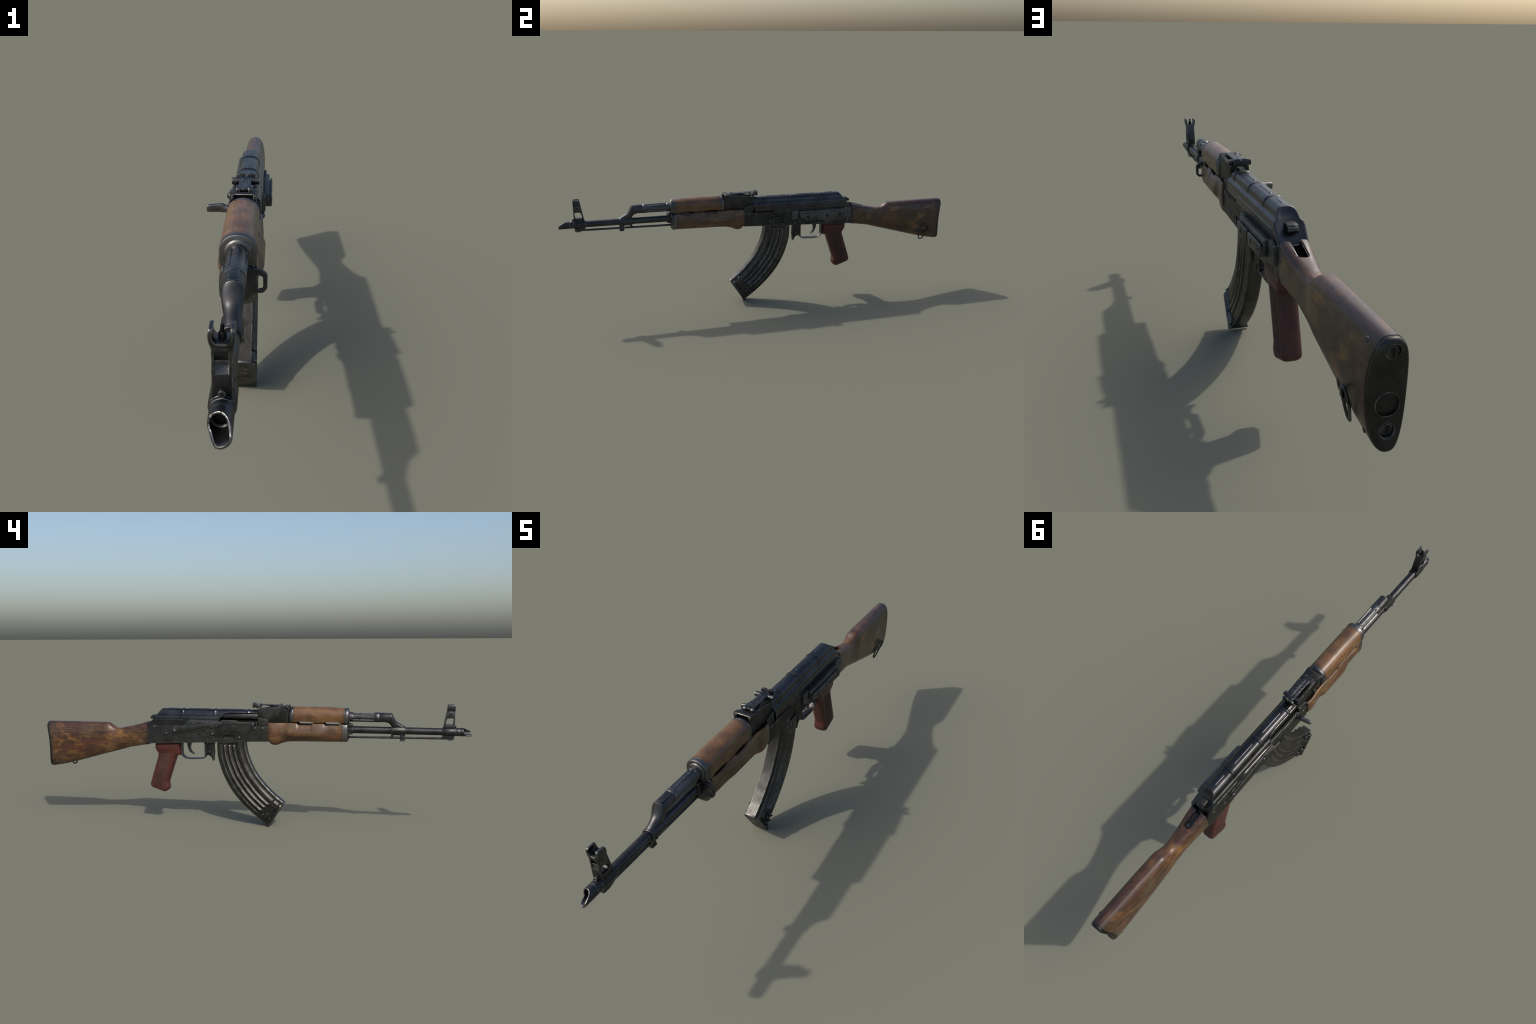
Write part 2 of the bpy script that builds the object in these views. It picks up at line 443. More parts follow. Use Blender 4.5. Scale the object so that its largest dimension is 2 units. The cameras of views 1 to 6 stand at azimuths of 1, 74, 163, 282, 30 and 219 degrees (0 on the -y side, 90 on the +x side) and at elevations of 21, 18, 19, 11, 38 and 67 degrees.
# inner mass closing the action under the cover
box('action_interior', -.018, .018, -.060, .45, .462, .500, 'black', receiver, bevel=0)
# magazine well lip and side stamp lines
for (y, z, w, h) in [(.1485, .4400, .0007, .030), (.1485, .4300, .0040, .0006), (.1480, .4080, .0050, .0006), (.1485, .4120, .0007, .012)]:
    box('stamped_line', -RW - .0003, -RW + .001, y - w, y + w, z - h / 2, z + h / 2, 'rail', receiver, bevel=0)

# ------------------------------------------------------------------ dust cover
half = [(.0388, .4645), (.0388, .4985), (.0384, .5055), (.0366, .5110), (.0335, .5142), (.0305, .5165), (.0285, .5195), (.0273, .5235), (.0262, .5285),
        (.0240, .5335), (.0203, .5380), (.0155, .5415), (.0105, .5430), (.0055, .5436)]
_hs = [tuple(p) for p in spline(half[1:] + [(0, .5438)], 60)]
half = half[:1] + _hs[:-1]
def cover_ring(y, grow=0.0):
    full = half + [(0, .5438)]
    pts = [(x, z) for x, z in full] + [(-x, z) for x, z in half[::-1]]
    out = []
    for x, z in pts:
        if grow and z > .516:
            r = Vector((x, z - .512)); r = r.normalized() * (r.length + grow * min(1, (z - .516) / .006)); x, z = r.x, r.y + .512
        out.append((x, y, z))
    return out
ribs = [(.3010, .0072), (.1458, .0072), (-.0130, .0072)]      # transverse pressed ribs
ys = []
y = -.056
while y < .360: ys.append(y); y += .0016 if any(abs(y - c) < .010 for c, w in ribs) else .004
rings = []
for y in ys:
    g = 0
    for c, w in ribs:
        t = abs(y - c) / w
        if t < 1: g = max(g, .0025 * cos(t * pi / 2) ** 1.0)
    rings.append(cover_ring(y, g))
RC_ = .0075                                  # rounded rim of the sloping rear face
y_end = lambda z_: .4055 + (.5440 - z_) * .0640 / .0785
base = cover_ring(0)
for t in (.15, .3, .45, .6, .75, .9, 1.0):
    rings.append([(x, ys[-1] + (y_end(z_) - RC_ * .7 - ys[-1]) * t, z_) for x, _, z_ in base])
for a_ in (.25, .5, .75, 1.0, 1.25, pi / 2):
    o_ = RC_ * (1 - cos(a_))
    rings.append([(x * (1 - o_ / .0388), y_end(z_) - RC_ * .7 + RC_ * .7 * sin(a_), z_ - o_ * .8 * (z_ - .4645) / .0793) for x, _, z_ in base])
bm = loft_bm(rings)
cover = to_obj('dust_cover', bm, 'cover')
port = fillet([(.2905, .460), (.2905, .4690), (.2640, .4935), (.1390, .4905), (.1235, .4935), (.1180, .5080), (.0958, .5275), (.0690, .5318), (-.070, .5305), (-.070, .460)],
              [0, .004, .006, .004, .003, .012, .012, .008, 0, 0], 4)
ct = tool(prism_bm(port, -.060, -.0175))
ctl = tool(box_bm(.02, .06, -.07, -.050, .46, .503))
finish(cover, 0, cuts=[ct, ctl])
md = cover.modifiers.new('b', 'BEVEL'); md.width = .0012; md.segments = 5; md.limit_method = 'ANGLE'; md.angle_limit = math.radians(44); md.use_clamp_overlap = True
finish(cover, 0, angle=45)
def cover_x(z_):
    pts = sorted(half, key=lambda p: p[1])
    return lerp_table([(b, a) for a, b in pts], z_)
lip = fillet([(.2905, .4650), (.2890, .4700), (.2640, .4940), (.1390, .4910), (.1235, .4940), (.1180, .5080), (.0958, .5275), (.0690, .5318), (-.0560, .5305)], [0, .006, .008, .004, .003, .012, .012, .008, 0], 5, closed=False)
L_ = [Vector((-cover_x(b) - .0002, a, b)) for a, b in lip]
dense = []
for a, b in zip(L_, L_[1:]):
    for q in range(4): dense.append(a.lerp(b, q / 4))
wire('ejection_port_lip', dense + [L_[-1]], .0015, 'rolled', cover, closed=False, seg=8)
# pressed ridges along the crown and the side
for (a, b) in [(.326, .379), (.1705, .2755), (.0085, .1195)]:
    rr_ = []
    for q in range(41):
        u = q / 40; e = min(1, min(u, 1 - u) * (b - a) / .006); k_ = max(.05, math.sqrt(1 - (1 - e) ** 2))
        rr_.append([(.0046 * k_ * cos(w), a + (b - a) * u, .5432 + .0021 * k_ * sin(w)) for w in [2 * pi * m_ / 14 for m_ in range(14)]])
    finish(to_obj('cover_crown_ridge', loft_bm(rr_), 'cover', cover), angle=60)
def bead_bm(y0, y1, z0, z1, x, r, n=20):
    rings = []
    for i in range(n + 1):
        u = i / n; e = min(u, 1 - u) * (abs(y1 - y0)) / (r * 1.6)
        k = max(.02, min(1, e)) ** .5
        yy, zz = y0 + (y1 - y0) * u, z0 + (z1 - z0) * u
        rings.append([(x + .7 * r * k * cos(t), yy, zz + r * k * sin(t)) for t in [2 * pi * j / 12 for j in range(12)]])
    return loft_bm(rings)
finish(to_obj('cover_side_bead', bead_bm(.073, .4235, .4905, .4910, RW - .0012, .0042, 60), 'cover', cover))
finish(to_obj('cover_side_bead', bead_bm(.300, .4233, .4918, .4900, -RW + .0012, .0038, 40), 'cover', cover))
finish(to_obj('cover_side_bead', bead_bm(.084, .086, .486, .512, .0382, .0012, 8), 'cover', cover))

box('cover_front_dark_strip', RW - .002, RW + .0004, -.0590, .0480, .4680, .4755, 'black', cover, bevel=0)  # thin black box set on the wall as a dark strip along the cover's lower front edge
# rear catch button poking out of the sloped face
btn = prism('cover_catch_button', fillet([(.430, .5120), (.4540, .5120), (.4630, .5040), (.4660, .4985), (.4640, .4935), (.430, .4935)], .0015), -.0128, .0128, 'receiver', cover, bevel=.0012)
for i in range(4):
    t = i / 3
    rot_box('button_serration', (0, .4580 + .0068 * t, .5095 - .0100 * t), (.027, .0016, .0012), 'barrel', cover, rx=-.9, bevel=.0004)

# ------------------------------------------------------------------ bolt carrier and charging handle
carrier_pts = []
def carrier_ring(y):
    P = [(.010, .470), (-.0120, .4700), (-.0120, .4900), (-.0190, .4975), (-.0262, .5050), (-.0280, .5130), (-.0262, .5210), (-.0225, .5270), (-.0165, .5310), (.0, .5325), (.010, .530)]
    return [(x, y, z) for x, z in P]
carrier = finish(to_obj('bolt_carrier', loft_bm([carrier_ring(-.0575), carrier_ring(.135)]), 'cover'), .0012)
prism('carrier_guide_rail', fillet([(.119, .4700), (.1105, .4962), (.0405, .4962), (.0330, .4892), (-.0565, .4910), (-.0580, .4720)], .0015), -.0385, -.027, 'selector', carrier, bevel=.0012)
def sec(cx, cy, cz, hy, hz, n=16, e=3.2):
    out = []
    for j in range(n):
        t = 2 * pi * j / n; c, s_ = cos(t), sin(t)
        out.append((cx, cy + hy * math.copysign(abs(c) ** (2 / e), c), cz + hz * math.copysign(abs(s_) ** (2 / e), s_)))
    return out
hand = [(-.032, -.0445, .4815, .0110, .0095), (-.042, -.0445, .4825, .0100, .0090), (-.052, -.0445, .4840, .0085, .0098), (-.060, -.0448, .4862, .0075, .0118),
        (-.070, -.0460, .4870, .0070, .0112), (-.082, -.0482, .4868, .0066, .0106), (-.092, -.0498, .4866, .0062, .0102), (-.0985, -.0508, .4864, .0052, .0088), (-.1002, -.0510, .4864, .0028, .0055)]
hp = spline(hand, 40)
finish(to_obj('charging_handle', loft_bm([sec(*v) for v in hp]), 'bright', carrier))

# ------------------------------------------------------------------ selector lever (right side)
plate_poly = [(.3548, .4531), (.3414, .4624), (.2880, .4672), (.2622, .4926), (.1720, .4895), (.1080, .4905), (.1045, .4770), (.1210, .4680), (.1595, .4600), (.1723, .4640), (.1983, .4500), (.3220, .4135), (.3430, .4130), (.3556, .4332)]
sel = prism('selector_lever', fillet(plate_poly, [.008, .006, .004, .006, .002, .002, .003, .003, .004, .004, .004, .006, .008, .010], 4), -.0418, -.0360, 'selector', bevel=.0008)
arm = [(.3505, .4427), (.3460, .4520), (.3247, .4572), (.1640, .4835), (.1300, .4875), (.1085, .4905), (.1045, .4770), (.1210, .4685), (.1600, .4640), (.1700, .4690), (.3253, .4322), (.3450, .4335)]
prism('selector_arm', fillet(arm, [.006, .006, .003, .004, .004, .003, .003, .003, .003, .003, .004, .006], 4), -.0482, -.0410, 'selector', sel, bevel=.0022, seg=3)
prism('selector_finger_tab', fillet([(.158, .4800), (.1075, .4900), (.1045, .4770), (.121, .4690), (.158, .4650)], .003), -.0528, -.0440, 'selector', sel, bevel=.002, seg=3)
prism('selector_stop', fillet([(.1845, .4600), (.1775, .4615), (.1790, .4665), (.1855, .4655)], .001), -.0490, -.040, 'selector', sel, bevel=.0006)
rivet(-1, .3382, .4410, .0475, sel, .0112, .0060, 'rivet', 'selector_pivot')
prism('selector_detent_rib', fillet([(.27, .4800), (.175, .4862), (.175, .4838), (.27, .4770)], .001), -.0425, -.040, 'receiver', sel, bevel=.0006)

# ------------------------------------------------------------------ scope side rail (left side)
rail_plate = [(0.1415, 0.4655), (0.1421, 0.4219), (0.1799, 0.4212), (0.1799, 0.4255), (0.2066, 0.4243), (0.2171, 0.4124), (0.3085, 0.4097), (0.3218, 0.3915), (0.3315, 0.3915), (0.4575, 0.4145), (0.4629, 0.4185), (0.4630, 0.4630), (0.4475, 0.4642), (0.4351, 0.4718), (0.4275, 0.4715), (0.4195, 0.4625), (0.1835, 0.4610), (0.1799, 0.4655)]
rail = prism('scope_side_rail', fillet(rail_plate, .0025, 3), .0380, .0448, 'rail', bevel=.0010)
prism('rail_front_stop', fillet([(0.1430, 0.4640), (0.1435, 0.4230), (0.1785, 0.4225), (0.1785, 0.4625)], .003), .044, .0490, 'rail', rail, bevel=.0012)
prism('rail_rear_stop', fillet([(0.4130, 0.4625), (0.4135, 0.4130), (0.4615, 0.4192), (0.4615, 0.4625), (0.4475, 0.4635), (0.4351, 0.4705), (0.4285, 0.4705), (0.4195, 0.4625)], .002), .044, .0490, 'rail', rail, bevel=.0012)
web = prism('rail_block', fillet([(.1790, .4640), (.1825, .4290), (.2031, .4273), (.2136, .4150), (.4000, .4190), (.4095, .4300), (.4100, .4640)], .002), .0440, .0590, 'rail', rail, bevel=.0008)
prism('rail_groove_wall', fillet([(.1802, .4460), (.1825, .4290), (.2031, .4273), (.2136, .4150), (.4000, .4190), (.4095, .4300), (.4085, .4460)], .002), .0580, .0635, 'rail', rail, bevel=.0008)
prism('rail_dovetail_flange', fillet([(.1802, .4530), (.1825, .4298), (.2031, .4273), (.2136, .4154), (.2795, .4170), (.2795, .4525)], [.002, .002, .006, .008, .001, .001]), .0622, .0670, 'rail', rail, bevel=.0014)
prism('rail_dovetail_flange', fillet([(.2960, .4525), (.2960, .4225), (.3050, .4200), (.3990, .4190), (.4095, .4300), (.4088, .4490), (.4040, .4525)], [.001, .004, .002, .008, .006, .005, .002]), .0622, .0670, 'rail', rail, bevel=.0014)
prism('rail_dovetail_bridge', fillet([(.2790, .4485), (.2790, .4230), (.2970, .4250), (.2970, .4485)], .001), .0600, .0648, 'rail', rail, bevel=.0008)
for (y, z, a) in [(.2205, .4345, .45), (.3233, .4355, 1.0), (.3955, .4385, 2.1)]:
    slotted_screw('rail_screw', (.0668, y, z), '+x', .0105, .0008, a, rail, 'receiver')
rivet(1, .2450, .4345, .0662, rail, .0035, .0018, 'rail', 'rail_pin')
for (y, z) in [(.2990, .4385), (.2990, .4305)]:
    rivet(1, y, z, .0640, rail, .0022, .0010, 'rail', 'rail_pin')
rivet(1, .3330, .4030, .0445, rail, .0045, .001, 'rail', 'rail_pin')
rivet(1, .3530, .4075, .0445, rail, .0045, .001, 'rail', 'rail_pin')

# ------------------------------------------------------------------ rear sight block
SBW = .0292
blk = [(-.0592, .4735), (-.0585, .5455), (-.0575, .5490), (-.0800, .5518), (-.1000, .5550), (-.1280, .5598), (-.1500, .5608), (-.1640, .5600), (-.1760, .5630), (-.1850, .5660), (-.1920, .5672), (-.1980, .5664),
       (-.2030, .5615), (-.2045, .5540), (-.2025, .5470), (-.2000, .5420), (-.1995, .4870), (-.1056, .4890), (-.1056, .4735)]
rc = tool(box_bm(-.0225, .0225, -.230, -.1880, .5330, .5640))
rc2 = tool(box_bm(-.0195, .0195, -.1450, -.0560, .5430, .580))
sight_block = prism('rear_sight_block', fillet(blk, [0, .002, .002, .01, .01, .01, .006, .006, .006, .004, .003, .004, .004, .004, .004, .004, .002, .002, .002], 3), -SBW, SBW, 'receiver', bevel=.0016, seg=2, cuts=[rc, rc2])
revolve('sight_block_bore_collar', [(-.2010, .0265), (-.2080, .0255)], 'black', sight_block, c=(0, .5195), seg=28)
# gas tube retaining lever on the right
lev = prism('gas_tube_lever', fillet([(-.2040, .5630), (-.1980, .5690), (-.1780, .5650), (-.1560, .5330), (-.1500, .5230), (-.1560, .5170), (-.1640, .5220), (-.2035, .5440)], [.008, .006, .008, .004, .004, .004, .004, .010], 4), -.0330, -.0285, 'receiver', sight_block, bevel=.0014)
rivet(-1, -.1945, .5600, .0325, sight_block, .0080, .0060, 'barrel', 'lever_pivot')
prism('lever_thumb_tab', fillet([(-.1580, .5300), (-.1470, .5300), (-.1450, .5190), (-.1560, .5150)], .002), -.0400, -.0300, 'receiver', lev, bevel=.0014)
rivet(1, -.1960, .5600, .0288, sight_block, .0070, .0018, 'receiver', 'lever_pivot')
# leaf with slider and notch plate
leaf = prism('rear_sight_leaf', fillet([(-.1640, .5640), (-.1640, .5690), (-.0480, .5705), (-.0480, .5660), (-.120, .5640)], .0012), -.0145, .0145, 'barrel', sight_block, bevel=.0008,
             cuts=[tool(box_bm(-.0018, .0018, -.150, -.058, .5680, .580))])
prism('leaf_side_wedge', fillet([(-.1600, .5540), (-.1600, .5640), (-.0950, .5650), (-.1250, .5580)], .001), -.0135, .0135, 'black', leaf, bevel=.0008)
for s_ in (1, -1):
    a, b = sorted((s_ * .0095, s_ * .0190))
    prism('leaf_hinge_ear', fillet([(-.1700, .5530), (-.1690, .5680), (-.1640, .5725), (-.1570, .5722), (-.1510, .5670), (-.1490, .5530)], .003), a, b, 'barrel', leaf, bevel=.001)
    rivet(s_, -.1580, .5620, .0188, leaf, .0050, .0015, 'bright', 'hinge_pin')
slider = revolve('sight_slider', [(-.0290, .0070), (-.0275, .0093), (-.0060, .0093), (-.0055, .0072), (.0055, .0072), (.0060, .0093), (.0275, .0093), (.0290, .0070)], 'barrel', leaf, axis='x', c=(-.0600, .5612), seg=20)
for s_ in (1, -1):
    prof = sorted([(s_ * .0285, .0062), (s_ * .0295, .0090), (s_ * .0340, .0090), (s_ * .0347, .0070)])
    revolve('slider_button', prof, 'barrel', slider, axis='x', c=(-.0600, .5612), seg=20)
notch = [(-.0235, .5600), (-.0235, .5765), (-.0120, .5788), (-.0026, .5780), (-.0018, .5725), (.0018, .5725), (.0026, .5780), (.0120, .5788), (.0235, .5765), (.0235, .5600), (.0200, .5560), (-.0200, .5560)]
nb = prism_bm(notch, -.0045, .0045, 'y')
nb.transform(Matrix.Translation((0, -.0385, -.0025)))
finish(to_obj('sight_notch_plate', nb, 'barrel', leaf), .0010)
box('sight_notch_plate_stem', -.012, .012, -.060, -.036, .5575, .5680, 'barrel', leaf)
# range numbers and tick bars on the leaf
def digits(txt, x, y):
    cu = bpy.data.curves.new('t', 'FONT'); cu.body = txt; cu.size = .0075; cu.extrude = .00025; cu.align_x = 'CENTER'; cu.align_y = 'CENTER'
    o = bpy.data.objects.new('t', cu); SC.collection.objects.link(o); bpy.context.view_layer.update()
    me = bpy.data.meshes.new_from_object(o.evaluated_get(bpy.context.evaluated_depsgraph_get()))
    bpy.data.objects.remove(o); bpy.data.curves.remove(cu)
    q = bpy.data.objects.new('leaf_number', me); SC.collection.objects.link(q); me.materials.append(M['ink'])
    q.parent = leaf; q.rotation_euler = (math.atan2(.0015, .116), 0, 0)
    q.location = (x, y, .5690 + (y + .164) / .116 * .0015 + .0002)
for i, d in enumerate('13579'): digits(d, .0085, -.146 + i * .0155)
for i, d in enumerate(['2', '4', '6', '8', '10']): digits(d, -.0085, -.138 + i * .0155)

# ------------------------------------------------------------------ barrel group
BZ = .4622
barrel = revolve('barrel', [(-.120, .0165), (-.469, .0165), (-.470, .0190), (-.4870, .0190), (-.4875, .0163), (-.6000, .0160), (-.8800, .0156), (-.9300, .0156)], 'barrel', c=(0, BZ), seg=40)
rod = revolve('cleaning_rod', [(-.465, .0050), (-.890, .0050), (-.900, .0052)], 'barrel', c=(0, 0), seg=14)
for v in rod.data.vertices: v.co.z += .4284 + (-.470 - v.co.y) / .43 * .0048
GZ = .5195
# gas tube with pressed flutes
rings = []
nseg = 96
gy = [-.468, -.480, -.4835] + [-.4835 - .002 * i for i in range(1, 54)] + [-.5915, -.5920, -.5960, -.6030, -.6042]
for y in gy:
    ring = []
    for i in range(nseg):
        a = 2 * pi * i / nseg
        w = bump01(-y, .4845, .5885, .006)
        ph = (a - pi / 2) / (2 * pi) * 8
        t = abs(ph - round(ph)) * 2                     # 0 on ridge, 1 mid flute
        f = max(0, min(1, (t - .40) / .20)); f = f * f * (3 - 2 * f)
        r = .0214 - .0034 * w * f
        if y < -.5912: r = .0221
        if y < -.6035: r = .0212
        ring.append((r * cos(a), y, GZ + r * sin(a)))
    rings.append(ring)
gas_tube = finish(to_obj('gas_tube', loft_bm(rings), 'gas'), angle=50)

# gas block: gas cylinder, swan neck and barrel sleeve
gb_prof = [(-.6045, .0202), (-.6060, .0208), (-.6400, .0208), (-.6575, .0208)]
def oval(cy, cz, hw, ht, ang, n=28, e=2.2):
    """ring centred (0,cy,cz): width hw in x, thickness ht across direction tilted by ang in the yz plane"""
    out = []; d = Vector((0, -sin(ang), cos(ang)))
    for j in range(n):
        t = 2 * pi * j / n; c, s_ = cos(t), sin(t)
        u = hw * math.copysign(abs(c) ** (2 / e), c); w = ht * math.copysign(abs(s_) ** (2 / e), s_)
        out.append((u, cy + d.y * w, cz + d.z * w))
    return out
# (y, top z, half width, bottom z)
gbs = [(-.6045, .5397, .0202, .4990), (-.6056, .5403, .0208, .4985), (-.6300, .5403, .0208, .4985), (-.6440, .5403, .0208, .4960), (-.6520, .5403, .0208, .4900), (-.6583, .5400, .0207, .4800),
       (-.6590, .5392, .0206, .4790), (-.6625, .5325, .0204, .4760), (-.6665, .5250, .0199, .4700), (-.6705, .5172, .0188, .4660), (-.6745, .5100, .0171, .4640), (-.6785, .5050, .0156, .4640), (-.6835, .5010, .0143, .4640),
       (-.6900, .4968, .0134, .4640), (-.6980, .4920, .0129, .4640), (-.7080, .4860, .0127, .4640), (-.7172, .4806, .0126, .4640), (-.7180, .4795, .0122, .4640)]
def gb_ring(y, zt, hw, zb, n=36):
    out = []; hi = min(GZ, zt - hw * .75)
    zc = max(hi, zb + .004)
    for j in range(n):
        t = 2 * pi * j / n; c, s_ = cos(t), sin(t)
        if s_ >= 0: out.append((hw * c, y, zc + (zt - zc) * s_))
        else:
            e = 2 / (2 + 6 * min(1, max(0, (.499 - zb) / .012)))
            w = hw * (1 - .36 * min(1, max(0, (.499 - zb) / .012)) * abs(s_) ** .5)
            out.append((w * math.copysign(abs(c) ** e, c), y, zc - (zc - zb) * abs(s_) ** e))
    return out
gas_block = finish(to_obj('gas_block', loft_bm([gb_ring(*v) for v in gbs]), 'barrel'), angle=36)
revolve('gas_block_sleeve', [(-.6572, .0195), (-.6585, .0208), (-.7172, .0208), (-.7188, .0196)], 'barrel', gas_block, c=(0, BZ), seg=36)
box('gas_block_flat', -.0092, .0092, -.6530, -.6060, .5330, .5403, 'barrel', gas_block, bevel=.0008)
revolve('gas_block_pin_boss', [(-.0090, .0058), (.0090, .0058)], 'barrel', gas_block, axis='x', c=(-.6625, .4405), seg=16, bevel=.001)
box('rod_bracket', -.0085, .0085, -.7188, -.6965, .4165, .4480, 'barrel', gas_block, bevel=.002)
box('rod_bracket_foot', -.0110, .0110, -.7200, -.6968, .4165, .4210, 'barrel', gas_block, bevel=.0012)
revolve('gas_port_pin', [(-.0215, .0032), (.0215, .0032)], 'barrel', gas_block, axis='x', c=(-.7050, .4500), seg=12)

# front sight
fs = to_obj('front_sight', revolve_bm([(-.8765, .0195), (-.8780, .0206), (-.9262, .0206), (-.9280, .0192)], 'y', (0, BZ), 36), 'barrel')
finish(fs, 0)
yr = lambda z: -.8772 - (z - .478) / .1007 * .0186          # slanted rear edge
tower_poly = [(-.8776, .4700), (yr(.5600), .5600), (-.9266, .5600), (-.9275, .4700)]
win = tool(prism_bm(fillet([(-.8945, .4950), (-.8885, .4990), (-.8915, .5150), (-.8965, .5224), (-.9180, .5228), (-.9222, .5185), (-.9202, .4952)], [.004, .004, .006, .006, .004, .004, .004], 4), -.05, .05))
rec = tool(prism_bm([(-.940, .5480), (-.9195, .5480), (-.9195, .5245), (-.9274, .5130), (-.940, .5130)], -.0098, .0098))
prism('front_sight_tower', tower_poly, -.0145, .0145, 'barrel', fs, bevel=.0014, cuts=[win, rec])
box('front_sight_crossbar', -.0098, .0098, -.9258, -.9190, .5290, .5350, 'barrel', fs)
ear = [(.0145, .5520), (.0170, .5590), (.0190, .5670), (.0190, .5740), (.0172, .5830), (.0168, .5850), (.0112, .5850), (.0122, .5800), (.0138, .5730), (.0126, .5660), (.0092, .5608), (.0048, .5585)]
upoly = ear + [(-a, b) for a, b in ear[::-1]]
side_prof = tool(prism_bm(fillet([(yr(.551), .5510), (yr(.582), .5822), (-.9272, .5822), (-.9268, .5510)], [0, .007, .007, 0], 5), -.04, .04))
finish(to_obj('front_sight_ears', prism_bm(upoly, -.940, -.880, 'y'), 'barrel', fs), .0012, 2, (), [side_prof])
revolve('front_sight_drum', [(-.0152, .0098), (-.0149, .0106), (.0149, .0106), (.0152, .0098)], 'barrel', fs, axis='x', c=(-.9081, .5410), seg=28)
th = []
z = .5560
while z < .5675:
    th += [(z, .0058), (z + .0009, .0050), (z + .0018, .0058)]; z += .0022
revolve('front_sight_post_screw', th + [(.5700, .0048), (.5705, .0028), (.5815, .0024)], 'black', fs, axis='z', c=(0, -.9090), seg=16)
prism('front_sight_lug', fillet([(-.8774, .4500), (-.8768, .4372), (-.9007, .4288), (-.9264, .4302), (-.9270, .4500)], [0, .003, .002, .002, 0]), -.0105, .0105, 'barrel', fs, bevel=.0018)
box('front_sight_lug_foot', -.0075, .0075, -.9200, -.9020, .4254, .4300, 'barrel', fs)
revolve('muzzle_detent_pin', [(-.9200, .0060), (-.9325, .0060), (-.9345, .0048)], 'barrel', fs, c=(0, .4868), seg=16)
for y_ in (-.8866, -.9143):
    revolve('front_sight_pin', [(-.0152, .0030), (.0152, .0030)], 'black', fs, axis='x', c=(y_, .4818), seg=12)

# slant muzzle brake
collar = [(-.9285, .0150), (-.9285, .0186), (-.9335, .0186), (-.9340, .0176), (-.9352, .0176), (-.9362, .0181), (-.9440, .0181), (-.9445, .0178), (-.9475, .0178), (-.9480, .0181)]
mz = revolve('muzzle_brake', collar + [(-.9480, .0150)], 'barrel', c=(0, .4625), seg=56)
rim_y = [(-180, -.9988), (-165, -.9978), (-152, -.9920), (-140, -.9835), (-125, -.9735), (-108, -.9685), (-90, -.9665), (-60, -.9655), (-30, -.9647), (0, -.9655), (25, -.9695), (45, -.9770), (60, -.9855), (75, -.9945), (88, -.9988), (180, -.9988)]
nseg = 72; rings = []
def spoon(row):
    ring = []
    for i in range(nseg):
        ph = -180 + 360 * i / nseg
        yr_ = lerp_table(rim_y, ph) * .5 + .25 * (lerp_table(rim_y, max(-180, ph - 7)) + lerp_table(rim_y, min(180, ph + 7)))
        jag = .0006 * sin(i * 1.7) * sin(i * .53 + 1) if yr_ > -.9985 else 0
        ring.append(row(math.radians(ph), yr_ + jag))
    return ring
def at(r, y, a, dz=0): return (r * sin(a), y, .4625 + dz + r * cos(a))
for u in (0, .25, .5, .75, .93): rings.append(spoon(lambda a, y: at(.0181, -.9475 + (y + .9475) * u, a)))
rings.append(spoon(lambda a, y: at(.0180, y + .0012, a)))
rings.append(spoon(lambda a, y: at(.0172, y, a)))
rings.append(spoon(lambda a, y: at(.0146, y, a, .0004)))
rings.append(spoon(lambda a, y: at(.0138, y + .0012, a, .0006)))
for u in (.8, .5, .25): rings.append(spoon(lambda a, y: at(.0138, -.9560 + (min(y, -.958) + .9560) * u, a, .0010)))
rings.append(spoon(lambda a, y: at(.0138, -.9560, a, .0010)))
rings.append(spoon(lambda a, y: at(.0112, -.9550, a)))
rings.append(spoon(lambda a, y: at(.0088, -.9500, a)))
rings.append(spoon(lambda a, y: at(.0085, -.9400, a)))
bm = loft_bm(rings)
for f in bm.faces:
    c_ = f.calc_center_median(); r_ = math.hypot(c_.x, c_.z - .4625)
    if .0144 < r_ < .0178 and c_.y < -.960: f.material_index = 1
tip = to_obj('muzzle_brake_slant', bm, 'barrel', mz); tip.data.materials.append(M['bright']); finish(tip, 0, angle=50)

# ------------------------------------------------------------------ handguards
def uhg_ring(y, k=1.0, drop=0.0, bot=None):
    if bot is None:
        bot = .4938 + .0036 * max(bump01(-y, .2325, .3145, .018), bump01(-y, .3554, .4374, .018))
    hw = .0380 * k; top = smooth_table([(-.453, .5584), (-.34, .5620), (-.2225, .5614)], y)
    zc = .5225; h = (top - zc) * k - drop
    pts = [(-hw * .97, bot)]
    for i in range(25):
        a = pi - pi * i / 24
        c, s_ = cos(a), sin(a)
        pts.append((hw * math.copysign(abs(c) ** .92, c), zc + h * abs(s_) ** .92))
    pts.append((hw * .97, bot))
    return [(x, y, z) for x, z in pts]
ny = 90
upper = to_obj('upper_handguard', loft_bm([uhg_ring(-.2222 - (.4532 - .2222) * i / ny) for i in range(ny + 1)]), 'upper')
finish(upper, .0012, angle=45)
finish(to_obj('handguard_ferrule', loft_bm([uhg_ring(-.2222, 1.008), uhg_ring(-.2140, 1.008, 0), uhg_ring(-.2080, .95, .001), uhg_ring(-.2040, .86, .002)]), 'ferrule', upper), .0010, angle=45)
finish(to_obj('handguard_ferrule', loft_bm([uhg_ring(-.4530, .985, 0, .4940), uhg_ring(-.4548, .985, 0, .4940), uhg_ring(-.4552, 1.012, 0, .4935), uhg_ring(-.4655, 1.012, 0, .4935), uhg_ring(-.4695, .975, 0, .4940), uhg_ring(-.4705, .90, 0, .4950)]), 'ferrule', upper), .0006, angle=45)
revolve('gas_tube_ring', [(-.4680, .0300), (-.4720, .0285), (-.4740, .0240), (-.4745, .0215)], 'ferrule', upper, c=(0, GZ), seg=36, angle=60)

